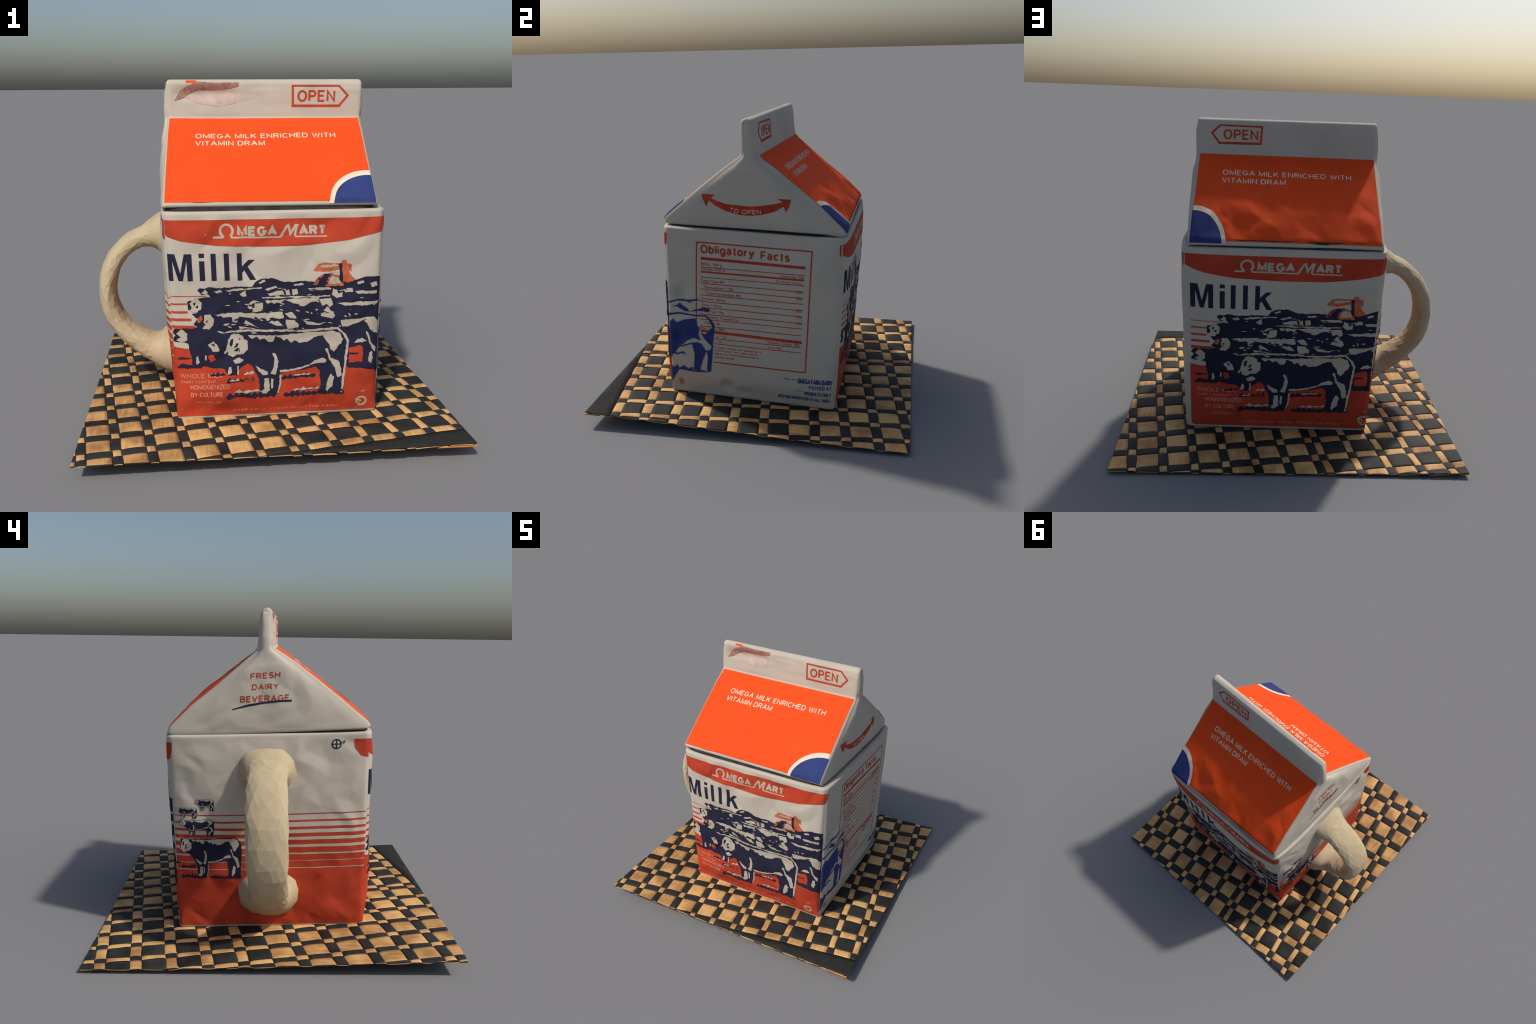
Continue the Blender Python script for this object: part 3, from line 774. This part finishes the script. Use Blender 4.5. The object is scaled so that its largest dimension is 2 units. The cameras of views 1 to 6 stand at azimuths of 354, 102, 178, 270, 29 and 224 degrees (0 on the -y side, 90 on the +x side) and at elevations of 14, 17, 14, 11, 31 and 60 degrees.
for c, p in CALF: b.poly(ragged(p, rnd, cap=1.3))
b.lay('cow_drawing', 'right', 'blue', 2, body)
b = Print()
rnd = random.Random(8)
for t, u0, v0, u1, v1 in (('SELL BY',.707,.166,.775,.176),('OMEGA FARM DAIRY',.785,.150,.982,.182),('PACKED AT',.85,.118,.978,.142),('MILK',.77,.098,.82,.106),('PRODUCTS ONLY',.825,.076,.976,.100),('KEEP REFRIGERATED AT ALL TIMES',.668,.038,.973,.060)):
    letters(b, t, u0, v0, u1, v1, weight=.18)
b.lay('packing_lettering', 'right', 'blue', 0, body, step=.01)
Print().stroke([(.060,.045),(.060,.085)], .006).stroke([(.071,.042),(.071,.088)], .009).stroke([(.083,.048),(.083,.082)], .006).lay('recycling_mark', 'right', 'rust', 0, body)

# ---- lid printing
for roof, side in (('roof_front','front'),('roof_back','back')):
    Print().poly([(12,28),(985,22),(985,985),(12,985)]).lay('orange_panel', roof, 'orange', 0, lid, clip=None, vstep=.02)
    flip = side == 'back'
    cu = .985 if not flip else .012
    def corner(ru, rv, u):
        a = np.linspace(90, 180, 24) if not flip else np.linspace(90, 0, 24)
        return [(u, .0)]+[(u+ru*cos(radians(q)), rv*sin(radians(q))) for q in a]
    outer, inner = ((.213,.290), (.195,.243)) if not flip else ((.178,.335), (.160,.288))
    Print().poly(corner(*outer, cu), 1).lay('pale_corner_ring', roof, 'letter', 1, lid, clip=None, vstep=.02)
    Print().poly(corner(*inner, cu+(.003 if not flip else -.003)), 1).lay('blue_corner', roof, 'blue', 2, lid, clip=None, vstep=.02)
    t = Print()
    letters(t, 'OMEGA MILK ENRICHED WITH', .147, .676, .850, .738, aspect=.6, weight=.15); letters(t, 'VITAMIN DRAM', .147, .580, .492, .642, aspect=.6, weight=.15)
    t.lay('slogan_lettering', roof, 'letter', 1, lid, clip=None, vstep=.02)
    s = Print()
    pts = [(a*.001, b*.001) for a, b in (SIGN if not flip else SIGNB)[0][1]]
    s.stroke(pts, .011, aspect=.20, closed=True)
    if not flip: letters(s, 'OPEN', .668, 1.335, .862, 1.660, aspect=.19, weight=.17)
    else: letters(s, 'OPEN', .142, 1.330, .336, 1.640, aspect=.19, weight=.17)
    s.lay('open_sign', roof, 'red', 0, lid, clip=None, vstep=.04)
for c, p in WEAR:
    Print().poly(p).lay('worn_patch', 'roof_front', c, 0 if c == 'pink' else 1, lid, clip=None, vstep=.04)
Print().poly(ARROW[0][1]).lay('curved_arrow', 'gable_right', 'red', 0, lid, clip=None)
aw = Print()
letters(aw, 'TO OPEN', .345, .188, .568, .236, aspect=.42, weight=.14, bend=.014)
aw.lay('arrow_lettering', 'gable_right', 'letter', 1, lid, clip=None)
t = Print()
for w, y0, v0, y1, v1 in (('FRESH',.133,.612,-.027,.688),('DAIRY',.125,.474,-.020,.544),('BEVERAGE',.188,.336,-.078,.410)):
    letters(t, w, y0, v0, y1, v1, aspect=.42, weight=.18)
t.lay('beverage_lettering', 'gable_left', 'red', 0, lid, clip=None, move=lambda p: (gable_u('left', p[0], p[1]), p[1]))
Print().poly(STROKE[0][1]).lay('underline_stroke', 'gable_left', 'navy', 1, lid, clip=None)

# ---------------------------------------------------------------- the woven mat
OUTLINE_MAT = [(-.990,-.998),(.993,-.994),(.989,.997),(-.988,.990)]
WEAVE_O = np.array([-.0605, .130])
CA, SA = cos(WEAVE_TURN), sin(WEAVE_TURN)
COL_N, COL_W, ROW_N, ROW_W = .047, .123, .060, .125
def mat_z(x, y):
    z = .0445-.040*y-.002*(1-x*x)*(1-y*y)
    z = z+.008*np.clip(x*y, 0, 1)**3*(y > 0)+.010*np.clip(-x*y, 0, 1)**3*(y > 0)
    z = z+.004*np.sin(3.1*x+.6)*np.sin(2.3*y+1.1)*(1-np.abs(y)**3*.7)
    return np.maximum(z, .0027)
def bounds(first, second, lim):
    e = [0.]; k = 0
    while e[-1] < lim:
        e.append(e[-1]+(first, second)[k % 2]); k += 1
    return e
cols = bounds(COL_N, COL_W, 1.45); rows = bounds(ROW_W, ROW_N, 1.45)
COL_E = [-c for c in cols[:0:-1]]+cols; ROW_E = [-r for r in rows[:0:-1]]+rows
ci0, rj0 = -(len(cols)-1), -(len(rows)-1)
mat = thing('woven_place_mat', 'square mat woven from black and tan straw strips', 'place mat', (0, 0, .03))
bpy.context.view_layer.update()
straw = wood_like('tan_straw', (.70,.405,.155), (.36,.180,.062), 'b', 1.)
black = wood_like('black_straw', (.030,.030,.027), (.011,.011,.010), 'a', 1.)
cloth = material('black_cloth', (.030,.030,.026), vary=.5, scale=160, bump=.6, bump_scale=180)
backing_mat = material('orange_backing', (.55,.20,.04), vary=.2, scale=20)
def clip_to_mat(bm, OUTLINE_MAT=OUTLINE_MAT):
    n = len(OUTLINE_MAT)
    for i in range(n):
        a, b = OUTLINE_MAT[i], OUTLINE_MAT[(i+1) % n]
        d = (b[0]-a[0], b[1]-a[1])
        g = bm.verts[:]+bm.edges[:]+bm.faces[:]
        if not g: return
        r = bmesh.ops.bisect_plane(bm, geom=g, plane_co=(a[0], a[1], 0), plane_no=(d[1], -d[0], 0), clear_outer=True, dist=1e-6)
        ed = [e for e in r['geom_cut'] if isinstance(e, bmesh.types.BMEdge)]
        if ed: bmesh.ops.edgeloop_fill(bm, edges=ed)
def side_sign(t, edges, i0, parity):
    """+1 where the strip passes over, -1 where it dives under, eased at the crossings."""
    e = np.array(edges); s = np.zeros_like(t)
    k = np.clip(np.searchsorted(e, t)-1, 0, len(e)-2)
    sg = np.where((k+i0+parity) % 2 != 0, 1., -1.)
    mid = (e[k]+e[k+1])/2; half = (e[k+1]-e[k])/2
    q = np.clip(1-np.abs(t-mid)/half, 0, 1)
    return sg*np.sin(np.clip(q*2.2, 0, 1)*pi/2)
def strip(name, lo, hi, along, parity, edges, i0, sign, m, rnd, lift=0.):
    n, c = 220, 7
    t = np.linspace(-1.45, 1.45, n)
    w = np.linspace(-1, 1, c)
    T, Wd = np.meshgrid(t, w)
    ctr, half = (lo+hi)/2, (hi-lo)/2+(-.0035 if along == 'b' else .0012)
    wob = .002*np.sin(T*9+rnd.random()*6)+.0015*np.sin(T*23+rnd.random()*6)
    A = ctr+Wd*half+wob
    if along == 'b': a, b = A, T
    else: a, b = T, A
    x = WEAVE_O[0]+a*CA-b*SA; y = WEAVE_O[1]+a*SA+b*CA
    s = sign*side_sign(T.ravel(), edges, i0, parity).reshape(T.shape)
    z = -.006*(b < HEM_B)*(lift == 0)+mat_z(np.clip(x,-1,1), np.clip(y,-1,1))+.0070+.0036*s+.0018*(1-Wd**2)+.0012*np.sin(T*31+rnd.random()*6)*Wd+lift
    top = np.stack([x, y, z], -1).reshape(-1, 3)
    bot = top.copy(); bot[:, 2] -= .0024+.0010*(1-(Wd**2).ravel())
    verts = np.concatenate([top, bot])
    f = grid_faces(n, c); N = n*c
    f += [tuple(i+N for i in q[::-1]) for q in grid_faces(n, c)]
    for i in range(n-1):
        f.append((i+1, i, i+N, i+1+N)); k = (c-1)*n+i; f.append((k, k+1, k+1+N, k+N))
    for j in range(c-1):
        k = j*n; f.append((k, k+n, k+n+N, k+N)); k += n-1; f.append((k+n, k, k+N, k+n+N))
    o = new_object(name, verts, f, m)
    bm = bmesh.new(); bm.from_mesh(o.data)
    clip_to_mat(bm)
    if len(bm.verts) < 12:
        bm.free(); bpy.data.objects.remove(o); return
    bmesh.ops.recalc_face_normals(bm, faces=bm.faces)
    bm.to_mesh(o.data); bm.free()
    adopt(o, mat)
rnd = random.Random(12)
HEM_B = -(ROW_W+ROW_N+5*(ROW_W+ROW_N))
for i in range(len(COL_E)-1):
    strip('tan_strip', COL_E[i], COL_E[i+1], 'b', i+ci0, ROW_E, rj0, 1, straw, rnd)
HEM_B = -(ROW_W+ROW_N+5*(ROW_W+ROW_N))
for j in range(len(ROW_E)-1):
    if ROW_E[j+1] <= HEM_B+.01: continue
    strip('black_strip', ROW_E[j], ROW_E[j+1], 'a', j+rj0, COL_E, ci0, -1, black, rnd)
strip('cloth_hem', HEM_B-.26, HEM_B, 'a', 0, COL_E, ci0, 0, cloth, rnd, lift=.002)
# backing sheet
n = 60
g = np.linspace(-1, 1, n)
X, Y = np.meshgrid(g, g)
top = np.stack([X, Y, mat_z(X, Y)-.0005], -1).reshape(-1, 3); bot = top.copy(); bot[:, 2] -= .003
f = grid_faces(n, n); N = n*n
f += [tuple(i+N for i in q[::-1]) for q in grid_faces(n, n)]
for i in range(n-1):
    for a, b in ((i, i+1), ((n-1)*n+i+1, (n-1)*n+i), ((i+1)*n, i*n), (i*n+n-1, (i+1)*n+n-1)):
        f.append((a, a+N, b+N, b))
for name, edge in (('backing_sheet', [(-.962,-.966),(.962,-.962),(.960,.966),(-.960,.962)]), ('backing_corner', [(.79,-.993),(.993,-.998),(.990,-.90),(.985,-.90)])):
    o = new_object(name, np.concatenate([top, bot])+[0, 0, -.0035 if 'corner' in name else 0], f, backing_mat if 'corner' in name else cloth)
    bm = bmesh.new(); bm.from_mesh(o.data)
    clip_to_mat(bm, edge)
    bmesh.ops.recalc_face_normals(bm, faces=bm.faces); bm.to_mesh(o.data); bm.free()
    adopt(o, mat)
